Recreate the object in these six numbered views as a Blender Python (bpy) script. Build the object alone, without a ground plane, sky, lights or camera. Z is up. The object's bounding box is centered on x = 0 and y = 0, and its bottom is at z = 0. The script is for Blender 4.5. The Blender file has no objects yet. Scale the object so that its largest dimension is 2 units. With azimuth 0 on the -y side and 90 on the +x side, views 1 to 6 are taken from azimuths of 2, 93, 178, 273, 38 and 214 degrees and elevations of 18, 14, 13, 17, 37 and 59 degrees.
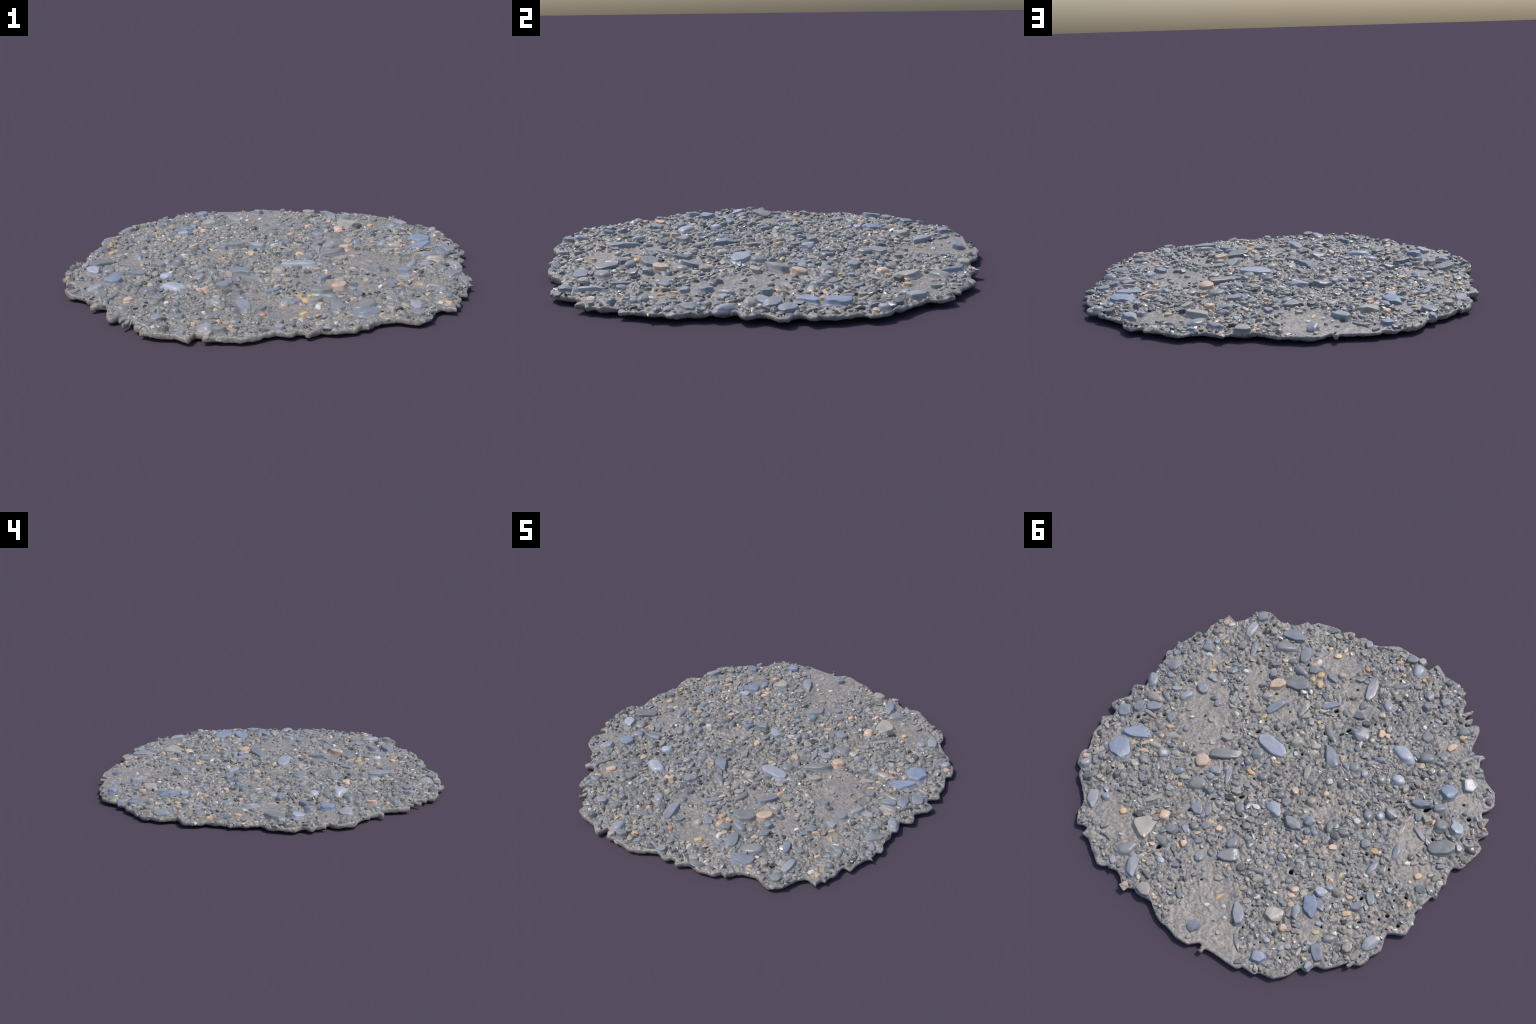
"""A round, ragged-edged slab of wet-looking beach gravel: a thin bed of grey sand and grit,
with slate, grey, ochre and white pebbles half sunk in it."""
import bpy, math, random
import numpy as np
from mathutils import Vector, kdtree, noise
from mathutils.geometry import delaunay_2d_cdt

rng = np.random.default_rng(20)
random.seed(20)

# ------------------------------------------------------------------ layout (metres, plan view)
# control points of the slab's ragged rim, clockwise
RIM = [
    (0.998, 0.140), (0.994, 0.109), (0.968, 0.077), (0.950, 0.041), (0.974, -0.012), (0.963, -0.031), (0.919, -0.050), (0.936, -0.106),
    (0.937, -0.130), (0.927, -0.144), (0.939, -0.184), (0.932, -0.219), (0.941, -0.259), (0.959, -0.284), (0.960, -0.303), (0.939, -0.320),
    (0.944, -0.350), (0.940, -0.374), (0.927, -0.392), (0.910, -0.445), (0.906, -0.493), (0.892, -0.499), (0.871, -0.497), (0.860, -0.517),
    (0.867, -0.563), (0.847, -0.614), (0.851, -0.632), (0.835, -0.640), (0.825, -0.663), (0.827, -0.681), (0.772, -0.665), (0.736, -0.699),
    (0.705, -0.779), (0.677, -0.808), (0.644, -0.821), (0.565, -0.797), (0.527, -0.803), (0.479, -0.818), (0.450, -0.845), (0.434, -0.874),
    (0.404, -0.869), (0.384, -0.898), (0.333, -0.915), (0.302, -0.924), (0.242, -0.913), (0.187, -0.950), (0.173, -0.944), (0.171, -0.929),
    (0.140, -0.926), (0.119, -0.950), (0.089, -0.948), (0.049, -0.933), (-0.053, -0.991), (-0.083, -1.000), (-0.195, -0.988), (-0.233, -0.997),
    (-0.249, -0.990), (-0.245, -0.957), (-0.281, -0.945), (-0.301, -1.001), (-0.322, -0.997), (-0.371, -0.961), (-0.461, -0.950), (-0.476, -0.938),
    (-0.489, -0.939), (-0.495, -0.928), (-0.513, -0.925), (-0.512, -0.888), (-0.541, -0.868), (-0.554, -0.815), (-0.565, -0.800), (-0.595, -0.842),
    (-0.602, -0.832), (-0.587, -0.801), (-0.583, -0.774), (-0.593, -0.769), (-0.618, -0.797), (-0.624, -0.758), (-0.600, -0.750), (-0.611, -0.734),
    (-0.646, -0.766), (-0.668, -0.771), (-0.685, -0.739), (-0.697, -0.637), (-0.713, -0.611), (-0.739, -0.612), (-0.765, -0.625), (-0.779, -0.618),
    (-0.769, -0.594), (-0.784, -0.548), (-0.803, -0.549), (-0.834, -0.506), (-0.907, -0.465), (-0.929, -0.428), (-0.936, -0.377), (-0.909, -0.334),
    (-0.925, -0.307), (-0.953, -0.316), (-0.952, -0.270), (-0.979, -0.254), (-0.984, -0.241), (-0.958, -0.192), (-0.994, -0.155), (-0.979, -0.077),
    (-0.959, -0.013), (-0.926, 0.001), (-0.929, 0.069), (-0.938, 0.098), (-0.928, 0.112), (-0.928, 0.162), (-0.934, 0.173), (-0.911, 0.192),
    (-0.885, 0.306), (-0.899, 0.319), (-0.905, 0.413), (-0.887, 0.429), (-0.831, 0.458), (-0.848, 0.545), (-0.816, 0.598), (-0.823, 0.615),
    (-0.804, 0.650), (-0.776, 0.663), (-0.764, 0.692), (-0.756, 0.687), (-0.756, 0.669), (-0.686, 0.750), (-0.643, 0.760), (-0.619, 0.807),
    (-0.604, 0.810), (-0.593, 0.803), (-0.580, 0.815), (-0.561, 0.863), (-0.512, 0.914), (-0.442, 0.926), (-0.430, 0.944), (-0.372, 0.944),
    (-0.348, 0.963), (-0.184, 0.963), (-0.179, 0.990), (-0.163, 0.987), (-0.164, 0.959), (-0.140, 0.956), (-0.102, 0.990), (-0.072, 0.993),
    (-0.031, 0.991), (0.004, 0.977), (0.088, 0.962), (0.164, 0.914), (0.242, 0.918), (0.263, 0.905), (0.290, 0.919), (0.302, 0.938),
    (0.322, 0.928), (0.357, 0.889), (0.394, 0.877), (0.430, 0.885), (0.438, 0.879), (0.471, 0.896), (0.501, 0.892), (0.608, 0.817),
    (0.647, 0.812), (0.646, 0.780), (0.670, 0.775), (0.706, 0.781), (0.740, 0.733), (0.756, 0.663), (0.868, 0.566), (0.881, 0.535),
    (0.916, 0.518), (0.932, 0.493), (0.944, 0.442), (0.926, 0.419), (0.966, 0.323), (0.966, 0.271), (0.987, 0.229), (0.947, 0.195),
    (0.954, 0.159), (0.982, 0.153),
]

# pebbles that can be told apart: (x, y, length, width, heading in degrees, width at the tip / width)
PEBBLES = {
    "g": [
        (0.410, 0.761, 0.102, 0.079, -118, 0.4), (-0.008, 0.535, 0.103, 0.067, 42, 0.4), (0.881, -0.233, 0.091, 0.075, 23, 0.3), (0.308, -0.660, 0.108, 0.062, 103, 0.5),
        (-0.179, 0.227, 0.101, 0.056, 173, 0.4), (-0.540, -0.450, 0.077, 0.058, -138, 0.8), (0.009, 0.470, 0.071, 0.058, 80, 0.9), (0.276, -0.562, 0.089, 0.045, 170, 0.4),
        (-0.542, -0.078, 0.075, 0.049, 162, 0.8), (-0.262, -0.205, 0.058, 0.060, 172, 0.8), (-0.484, -0.559, 0.057, 0.060, -142, 0.9), (-0.333, 0.145, 0.082, 0.038, 115, 0.8),
        (-0.623, -0.688, 0.064, 0.049, -161, 0.7), (0.086, 0.295, 0.063, 0.049, 145, 0.8), (-0.456, -0.012, 0.063, 0.048, 108, 0.8), (-0.365, -0.791, 0.059, 0.049, 121, 0.9),
        (0.654, -0.757, 0.055, 0.052, -137, 0.8), (0.301, 0.568, 0.053, 0.050, 171, 0.8), (0.213, 0.384, 0.069, 0.036, 117, 0.9), (0.683, 0.052, 0.058, 0.042, 113, 0.8),
        (-0.128, -0.483, 0.052, 0.045, -137, 0.8), (0.280, -0.891, 0.068, 0.033, -150, 0.8), (-0.526, 0.134, 0.045, 0.046, -174, 0.8), (-0.392, -0.721, 0.041, 0.049, -109, 0.8),
        (0.351, -0.596, 0.054, 0.035, -161, 0.7), (0.205, 0.055, 0.038, 0.051, -129, 0.9), (-0.089, 0.148, 0.047, 0.040, -128, 0.8), (0.141, -0.136, 0.049, 0.038, 178, 0.8),
        (0.844, -0.168, 0.041, 0.039, -122, 0.8), (0.777, -0.042, 0.055, 0.029, 156, 0.8), (0.596, 0.413, 0.058, 0.026, 147, 0.8), (-0.281, 0.333, 0.039, 0.038, -131, 0.8),
        (-0.462, -0.131, 0.040, 0.037, -136, 0.8), (-0.663, -0.135, 0.044, 0.032, 114, 0.8), (0.918, -0.346, 0.039, 0.035, 12, 0.8), (0.183, 0.192, 0.045, 0.030, -166, 0.8),
        (-0.204, -0.517, 0.044, 0.030, 157, 0.8), (-0.352, 0.129, 0.038, 0.034, 156, 0.8), (0.636, 0.443, 0.046, 0.028, 172, 0.8), (0.009, 0.285, 0.035, 0.036, 102, 0.8),
        (0.723, 0.376, 0.043, 0.029, 95, 0.8), (0.843, -0.124, 0.044, 0.028, 135, 0.8), (0.045, -0.360, 0.042, 0.028, -130, 0.8), (0.072, 0.819, 0.048, 0.024, 140, 0.8),
        (-0.354, 0.225, 0.036, 0.032, -130, 0.8), (-0.405, 0.342, 0.043, 0.026, 142, 0.8), (-0.054, 0.619, 0.049, 0.022, 163, 0.8), (-0.240, 0.277, 0.054, 0.020, 162, 0.8),
        (0.171, 0.709, 0.040, 0.027, -166, 0.8), (-0.470, -0.741, 0.046, 0.023, 159, 0.5), (-0.403, -0.046, 0.032, 0.033, -146, 0.8), (0.839, 0.424, 0.030, 0.036, -146, 0.9),
        (-0.242, 0.553, 0.031, 0.034, -134, 0.8), (-0.121, -0.021, 0.044, 0.024, 143, 0.8), (0.579, 0.064, 0.031, 0.033, -131, 0.8), (-0.221, -0.308, 0.032, 0.030, 166, 0.8),
        (-0.283, 0.547, 0.036, 0.026, 172, 0.8), (-0.076, -0.923, 0.025, 0.032, -157, 0.9), (-0.097, -0.886, 0.025, 0.031, -157, 0.9), (-0.578, 0.324, 0.027, 0.027, -176, 0.8),
        (-0.344, 0.940, 0.033, 0.022, -157, 0.8), (0.611, 0.507, 0.026, 0.022, -155, 0.8), (-0.532, -0.339, 0.020, 0.029, -113, 0.8), (0.092, 0.504, 0.027, 0.018, -123, 0.8),
    ],
    "l": [
        (-0.094, -0.666, 0.155, 0.056, 104, 0.8), (-0.793, -0.426, 0.077, 0.076, -149, 0.9), (0.721, 0.641, 0.103, 0.056, 119, 0.8), (-0.217, 0.751, 0.112, 0.052, 136, 0.9),
        (-0.795, 0.543, 0.099, 0.058, -112, 0.8), (0.660, -0.657, 0.106, 0.053, 104, 0.6), (-0.244, -0.906, 0.066, 0.084, -158, 0.7), (0.903, -0.095, 0.086, 0.053, 124, 0.8),
        (-0.221, -0.616, 0.075, 0.053, 132, 0.8), (0.258, 0.411, 0.065, 0.058, -166, 0.8), (0.696, -0.107, 0.081, 0.046, -115, 0.8), (-0.668, 0.084, 0.092, 0.038, 102, 0.7),
        (0.235, 0.178, 0.115, 0.030, 113, 0.4), (0.585, 0.246, 0.056, 0.056, -139, 0.9), (-0.655, 0.424, 0.065, 0.045, -126, 0.6), (0.647, -0.277, 0.067, 0.038, 163, 0.5),
        (0.306, 0.187, 0.062, 0.041, -172, 0.8), (-0.463, -0.799, 0.050, 0.049, -132, 0.7), (0.883, 0.500, 0.056, 0.044, -135, 0.9), (-0.686, 0.361, 0.065, 0.037, 125, 0.8),
        (-0.506, -0.038, 0.052, 0.045, 109, 0.8), (0.763, -0.112, 0.055, 0.039, -138, 0.6), (0.675, 0.596, 0.048, 0.040, 169, 0.8), (0.309, 0.226, 0.042, 0.042, -146, 0.8),
        (0.636, 0.333, 0.046, 0.038, -166, 0.6), (0.064, -0.910, 0.036, 0.045, -139, 0.8), (-0.221, -0.189, 0.064, 0.025, 155, 0.8), (-0.325, -0.198, 0.036, 0.041, -122, 0.8),
        (-0.351, -0.110, 0.044, 0.034, -177, 0.8), (0.803, -0.454, 0.040, 0.037, -133, 0.8), (0.439, 0.848, 0.050, 0.028, 138, 0.8), (0.240, 0.533, 0.047, 0.029, 149, 0.8),
        (-0.615, 0.786, 0.041, 0.033, 87, 0.7), (-0.908, -0.090, 0.034, 0.039, -146, 0.9), (0.437, 0.392, 0.039, 0.033, -169, 0.8), (-0.499, 0.417, 0.041, 0.030, -165, 0.8),
        (-0.202, -0.065, 0.035, 0.034, -127, 0.8), (0.911, -0.304, 0.040, 0.029, 121, 0.4), (-0.038, 0.407, 0.036, 0.032, -129, 0.8), (-0.474, 0.779, 0.044, 0.025, -126, 0.8),
        (-0.303, 0.765, 0.030, 0.036, -134, 0.9), (-0.479, -0.677, 0.041, 0.025, -176, 0.8), (0.059, -0.312, 0.030, 0.033, -146, 0.8), (0.126, 0.173, 0.032, 0.030, -146, 0.8),
        (-0.048, -0.263, 0.030, 0.032, -154, 0.8), (0.771, -0.486, 0.033, 0.027, -131, 0.8), (-0.567, 0.478, 0.040, 0.022, 134, 0.8), (-0.394, 0.788, 0.033, 0.025, -174, 0.8),
        (0.026, -0.115, 0.030, 0.028, -139, 0.8), (-0.305, 0.379, 0.029, 0.024, -133, 0.8), (-0.366, -0.037, 0.022, 0.028, -117, 0.8), (-0.114, 0.365, 0.025, 0.025, -154, 0.8),
        (-0.727, 0.489, 0.028, 0.022, 169, 0.8), (-0.549, 0.594, 0.027, 0.022, -175, 0.8), (0.046, 0.655, 0.026, 0.023, -178, 0.8), (-0.162, -0.688, 0.027, 0.021, -146, 0.8),
        (-0.627, 0.360, 0.030, 0.018, 109, 0.8), (0.252, -0.030, 0.020, 0.024, -146, 0.8), (0.732, 0.558, 0.023, 0.020, 172, 0.8), (0.525, 0.526, 0.019, 0.021, -146, 0.8),
    ],
    "b": [
        (-0.131, -0.197, 0.130, 0.076, -39, 0.2), (0.440, -0.745, 0.128, 0.062, -174, 0.7), (0.341, 0.823, 0.129, 0.054, 120, 0.9), (-0.195, -0.389, 0.080, 0.081, -167, 0.8),
        (0.911, 0.145, 0.078, 0.063, 120, 0.8), (0.266, -0.298, 0.109, 0.044, -117, 0.8), (0.798, 0.038, 0.080, 0.054, -155, 0.6), (-0.641, -0.207, 0.092, 0.045, -153, 0.6),
        (0.859, 0.085, 0.077, 0.051, 106, 0.8), (-0.615, 0.716, 0.077, 0.051, 130, 0.8), (0.655, -0.189, 0.069, 0.050, 150, 0.9), (-0.729, -0.233, 0.067, 0.052, -146, 0.7),
        (-0.078, 0.908, 0.062, 0.054, 87, 0.5), (0.031, -0.460, 0.101, 0.033, -135, 0.9), (0.566, -0.546, 0.100, 0.033, 109, 0.6), (-0.614, 0.218, 0.085, 0.038, 82, 0.8),
        (-0.432, 0.602, 0.076, 0.040, 111, 0.9), (0.584, -0.367, 0.062, 0.046, -112, 0.9), (0.117, -0.615, 0.070, 0.040, 165, 0.7), (0.461, 0.286, 0.063, 0.043, -132, 0.7),
        (-0.239, 0.176, 0.051, 0.047, -138, 0.8), (-0.510, 0.516, 0.061, 0.037, 139, 0.8), (0.392, -0.467, 0.039, 0.048, -159, 0.8), (0.100, 0.617, 0.040, 0.042, -121, 0.7),
        (0.533, -0.155, 0.035, 0.037, -160, 0.8), (-0.883, 0.035, 0.052, 0.024, -150, 0.8), (-0.283, 0.209, 0.040, 0.031, 167, 0.8), (-0.352, -0.317, 0.043, 0.028, -157, 0.8),
        (-0.735, 0.276, 0.031, 0.030, -134, 0.9), (-0.256, 0.226, 0.029, 0.031, -117, 0.8), (0.315, -0.169, 0.027, 0.021, -146, 0.8), (-0.318, 0.355, 0.026, 0.020, -114, 0.8),
        (-0.295, -0.372, 0.020, 0.023, 176, 0.8),
    ],
    "n": [
        (0.413, 0.630, 0.124, 0.110, 122, 0.3), (-0.357, 0.668, 0.090, 0.075, -142, 0.9), (0.825, -0.006, 0.097, 0.052, -175, 0.6), (0.221, 0.889, 0.069, 0.063, -157, 0.8),
        (0.060, -0.177, 0.067, 0.060, -140, 0.8), (0.360, -0.014, 0.077, 0.045, -141, 0.6), (-0.086, -0.049, 0.093, 0.037, 110, 0.6), (0.650, 0.227, 0.077, 0.038, -174, 0.4),
        (0.341, -0.333, 0.062, 0.047, -139, 0.8), (0.609, 0.136, 0.075, 0.036, -156, 0.8), (0.783, 0.088, 0.086, 0.030, 178, 0.5), (0.340, -0.233, 0.055, 0.047, 176, 0.7),
        (-0.187, 0.076, 0.052, 0.048, -138, 0.8), (0.474, 0.484, 0.074, 0.030, -135, 0.8), (-0.718, 0.623, 0.046, 0.047, -175, 0.8), (-0.629, -0.027, 0.068, 0.029, 89, 0.8),
        (0.080, -0.657, 0.049, 0.039, -152, 0.7), (0.155, 0.226, 0.046, 0.042, -137, 0.8), (-0.195, 0.562, 0.050, 0.037, -135, 0.8), (0.417, 0.301, 0.053, 0.034, -155, 0.7),
        (0.101, -0.332, 0.053, 0.032, -119, 0.8), (-0.230, -0.968, 0.041, 0.038, -128, 0.8), (0.532, 0.213, 0.045, 0.034, -172, 0.8), (-0.538, -0.230, 0.033, 0.046, -166, 0.8),
        (0.236, -0.157, 0.044, 0.034, 173, 0.8), (0.001, -0.317, 0.039, 0.038, -108, 0.8), (-0.766, 0.631, 0.054, 0.027, 80, 0.8), (0.677, 0.370, 0.045, 0.031, 163, 0.7),
        (0.535, 0.316, 0.047, 0.030, 134, 0.8), (-0.039, -0.205, 0.050, 0.028, -146, 0.8), (-0.415, 0.508, 0.037, 0.037, -141, 0.8), (-0.697, 0.692, 0.044, 0.030, 89, 0.8),
        (-0.152, 0.485, 0.034, 0.038, -141, 0.7), (0.563, 0.796, 0.044, 0.029, -137, 0.8), (0.465, -0.311, 0.038, 0.033, 97, 0.8), (-0.256, -0.390, 0.036, 0.033, -106, 0.8),
        (-0.039, 0.654, 0.044, 0.027, -155, 0.8), (0.104, 0.145, 0.040, 0.029, 178, 0.8), (0.713, 0.427, 0.033, 0.035, -146, 0.8), (-0.574, -0.294, 0.033, 0.035, -160, 0.8),
        (-0.298, -0.491, 0.027, 0.041, -163, 0.8), (-0.109, 0.415, 0.034, 0.032, -146, 0.8), (-0.216, 0.681, 0.039, 0.027, -146, 0.8), (-0.158, -0.868, 0.032, 0.031, -162, 0.8),
        (0.276, 0.771, 0.036, 0.027, -163, 0.8), (-0.767, 0.090, 0.040, 0.024, -142, 0.7), (-0.731, 0.548, 0.051, 0.019, -139, 0.8), (-0.192, 0.140, 0.032, 0.029, -173, 0.8),
        (0.639, -0.046, 0.031, 0.029, -154, 0.8), (-0.122, -0.946, 0.032, 0.027, -162, 0.8), (-0.544, 0.755, 0.048, 0.018, 89, 0.8), (-0.489, 0.762, 0.031, 0.028, -129, 0.8),
        (0.504, -0.049, 0.034, 0.025, 155, 0.8), (0.497, 0.218, 0.053, 0.016, -142, 0.8), (-0.695, -0.432, 0.027, 0.030, -138, 0.8), (0.112, -0.559, 0.031, 0.026, -146, 0.8),
        (0.890, 0.193, 0.024, 0.033, -137, 0.8), (-0.860, 0.102, 0.034, 0.023, -123, 0.8), (0.772, 0.525, 0.033, 0.024, -127, 0.8), (-0.611, -0.262, 0.030, 0.026, 166, 0.8),
        (-0.156, 0.589, 0.025, 0.031, -131, 0.8), (0.313, -0.734, 0.033, 0.022, 103, 0.8), (-0.321, 0.875, 0.033, 0.022, -152, 0.8), (0.492, 0.434, 0.032, 0.022, -167, 0.8),
        (0.343, 0.016, 0.033, 0.020, 142, 0.8), (0.451, -0.594, 0.025, 0.027, -152, 0.8), (0.597, 0.472, 0.024, 0.027, -119, 0.8), (0.328, 0.744, 0.031, 0.021, -146, 0.8),
        (-0.089, 0.965, 0.024, 0.022, -139, 0.8), (-0.697, 0.596, 0.027, 0.019, -133, 0.8), (0.456, 0.085, 0.030, 0.016, -146, 0.8),
    ],
    "d": [
        (0.247, -0.484, 0.121, 0.082, -144, 0.8), (0.322, 0.084, 0.165, 0.059, -144, 0.6), (-0.840, -0.048, 0.132, 0.070, -142, 0.8), (0.431, -0.657, 0.117, 0.068, -153, 0.7),
        (0.339, 0.293, 0.088, 0.070, -166, 0.7), (-0.063, -0.303, 0.125, 0.039, 150, 0.6), (-0.781, -0.154, 0.067, 0.068, -140, 0.9), (0.777, -0.420, 0.076, 0.057, -167, 0.6),
        (0.137, -0.365, 0.106, 0.040, 91, 0.9), (0.186, -0.012, 0.060, 0.069, -174, 0.8), (-0.216, -0.769, 0.098, 0.038, -139, 0.7), (-0.198, 0.513, 0.115, 0.027, -162, 0.9),
        (0.219, -0.607, 0.064, 0.048, -158, 0.8), (-0.178, -0.946, 0.057, 0.050, -119, 0.8), (-0.406, 0.137, 0.064, 0.040, -159, 0.8), (-0.706, -0.543, 0.084, 0.030, -125, 0.8),
        (0.303, 0.643, 0.064, 0.039, 162, 0.8), (-0.719, -0.055, 0.095, 0.024, 155, 0.8), (-0.628, 0.628, 0.065, 0.035, -144, 0.7), (-0.285, 0.864, 0.088, 0.024, 130, 0.8),
        (0.214, 0.493, 0.045, 0.046, -169, 0.8), (0.639, -0.535, 0.046, 0.044, -169, 0.8), (-0.494, -0.609, 0.050, 0.037, -156, 0.8), (-0.016, -0.691, 0.062, 0.030, -130, 0.6),
        (0.264, 0.290, 0.041, 0.044, -174, 0.8), (0.170, 0.463, 0.042, 0.039, -103, 0.8), (0.061, -0.847, 0.037, 0.042, -118, 0.8), (0.294, -0.023, 0.033, 0.044, -140, 0.8),
        (0.583, 0.725, 0.041, 0.033, -132, 0.8), (0.004, 0.359, 0.038, 0.033, -136, 0.8), (-0.321, 0.490, 0.032, 0.038, 157, 0.8), (0.305, -0.119, 0.035, 0.035, 146, 0.8),
        (-0.808, -0.499, 0.045, 0.027, -146, 0.8), (-0.487, -0.710, 0.034, 0.035, -125, 0.8), (-0.606, -0.458, 0.048, 0.024, -170, 0.8), (-0.029, -0.809, 0.031, 0.037, -112, 0.8),
        (-0.609, -0.493, 0.039, 0.027, 176, 0.8), (0.788, -0.200, 0.039, 0.025, 152, 0.8), (-0.740, -0.474, 0.031, 0.027, 174, 0.8), (-0.390, -0.295, 0.046, 0.017, -80, 0.8),
        (0.480, -0.340, 0.026, 0.025, -166, 0.8),
    ],
    "w": [
        (0.233, -0.665, 0.043, 0.031, 87, 0.8), (0.759, -0.391, 0.039, 0.027, -150, 0.8), (0.530, -0.407, 0.036, 0.025, -175, 0.8), (-0.440, -0.606, 0.025, 0.028, -128, 0.8),
        (-0.267, -0.729, 0.031, 0.020, 170, 0.8), (-0.067, 0.793, 0.027, 0.020, -146, 0.8), (-0.137, 0.759, 0.024, 0.020, -146, 0.8), (-0.463, -0.891, 0.021, 0.021, -135, 0.8),
        (-0.173, 0.802, 0.021, 0.015, -146, 0.8),
    ],
    "o": [
        (0.178, -0.598, 0.042, 0.039, -141, 0.8), (0.152, -0.544, 0.043, 0.032, 112, 0.8), (0.157, 0.097, 0.047, 0.025, 173, 0.8), (-0.580, 0.139, 0.037, 0.032, -146, 0.8),
        (0.167, -0.754, 0.042, 0.027, -147, 0.8), (-0.631, -0.655, 0.033, 0.033, -153, 0.8), (-0.816, 0.141, 0.036, 0.030, -130, 0.8), (0.285, -0.216, 0.044, 0.024, -113, 0.8),
        (0.198, -0.548, 0.033, 0.031, 161, 0.8), (-0.632, 0.484, 0.039, 0.026, -146, 0.8), (0.553, 0.616, 0.034, 0.030, -121, 0.8), (-0.131, -0.898, 0.035, 0.027, -154, 0.8),
        (-0.225, 0.004, 0.029, 0.030, -146, 0.8), (0.656, 0.095, 0.040, 0.021, -146, 0.8), (-0.561, 0.636, 0.036, 0.022, -141, 0.8), (-0.510, 0.336, 0.035, 0.022, -96, 0.8),
        (0.677, -0.317, 0.039, 0.020, -134, 0.8), (0.659, 0.164, 0.033, 0.023, -168, 0.8), (-0.096, 0.728, 0.047, 0.017, -112, 0.8), (0.620, -0.374, 0.042, 0.018, -146, 0.8),
        (0.708, -0.364, 0.040, 0.018, 130, 0.8), (0.162, 0.432, 0.027, 0.025, -162, 0.8), (-0.277, 0.278, 0.031, 0.021, -120, 0.8), (0.183, 0.516, 0.035, 0.018, -135, 0.8),
        (0.076, -0.020, 0.040, 0.016, -152, 0.8), (-0.601, 0.407, 0.031, 0.020, -159, 0.8), (-0.846, 0.283, 0.026, 0.023, 163, 0.8), (0.500, -0.761, 0.029, 0.019, -147, 0.8),
        (-0.848, 0.294, 0.023, 0.023, -172, 0.8), (0.725, -0.513, 0.029, 0.018, -137, 0.8), (0.412, 0.347, 0.023, 0.023, -156, 0.8), (-0.193, -0.836, 0.021, 0.024, 159, 0.8),
        (0.224, 0.622, 0.032, 0.016, 137, 0.8), (-0.738, -0.151, 0.031, 0.016, 100, 0.8), (-0.296, -0.865, 0.021, 0.022, -158, 0.8), (0.814, -0.091, 0.021, 0.018, 126, 0.8),
        (-0.055, 0.589, 0.020, 0.017, -166, 0.8),
    ],
    "p": [
        (0.338, -0.420, 0.089, 0.058, -115, 0.9), (0.393, 0.174, 0.070, 0.063, -134, 0.8), (0.371, 0.525, 0.057, 0.055, -143, 0.8), (-0.615, -0.573, 0.057, 0.034, -122, 0.7),
        (-0.279, -0.451, 0.037, 0.045, -159, 0.8), (0.680, 0.283, 0.058, 0.023, -166, 0.8), (-0.426, 0.700, 0.036, 0.035, -146, 0.8), (0.706, 0.243, 0.054, 0.020, -130, 0.8),
        (-0.403, 0.232, 0.038, 0.028, -157, 0.8), (0.203, 0.598, 0.031, 0.032, -146, 0.8), (-0.371, 0.510, 0.037, 0.027, -141, 0.8), (0.802, -0.624, 0.030, 0.033, -129, 0.8),
        (0.908, 0.467, 0.034, 0.027, -153, 0.8), (0.109, 0.443, 0.029, 0.031, -175, 0.8), (-0.307, -0.455, 0.030, 0.028, -178, 0.8), (-0.394, 0.584, 0.030, 0.026, -146, 0.8),
        (-0.373, 0.545, 0.033, 0.023, -170, 0.8), (0.308, 0.915, 0.030, 0.019, 172, 0.8), (0.304, 0.484, 0.024, 0.021, -164, 0.8), (-0.388, 0.272, 0.025, 0.019, -146, 0.8),
        (-0.753, 0.455, 0.022, 0.020, -171, 0.8), (-0.557, -0.776, 0.020, 0.021, -146, 0.8), (0.027, -0.337, 0.020, 0.021, -146, 0.8), (0.163, 0.840, 0.018, 0.020, -146, 0.8),
        (-0.703, 0.329, 0.018, 0.020, 179, 0.8), (0.151, 0.897, 0.021, 0.017, -146, 0.8), (-0.257, 0.383, 0.026, 0.014, -179, 0.8), (-0.796, 0.187, 0.019, 0.017, -167, 0.8),
    ],
    "r": [
        (-0.011, -0.765, 0.033, 0.031, -169, 0.8), (-0.387, -0.247, 0.013, 0.014, -146, 0.8),
    ],
    "v": [
        (0.797, 0.336, 0.122, 0.104, 128, 0.85), (0.779, 0.214, 0.137, 0.078, 38, 0.3), (-0.475, 0.542, 0.110, 0.067, 122, 0.9), (-0.727, -0.334, 0.087, 0.079, -146, 0.6),
        (-0.409, 0.873, 0.070, 0.056, -162, 0.9),
    ],
    "k": [
        (0.147, -0.087, 0.170, 0.074, 171, 0.9), (-0.428, -0.409, 0.119, 0.070, 158, 0.8), (-0.061, 0.212, 0.095, 0.056, 146, 0.6), (-0.849, -0.176, 0.075, 0.062, -50, 0.4),
        (-0.483, -0.259, 0.068, 0.062, -156, 0.7), (-0.478, 0.459, 0.061, 0.047, -156, 0.8), (0.244, 0.729, 0.036, 0.029, 163, 0.8),
    ],
}

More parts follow.
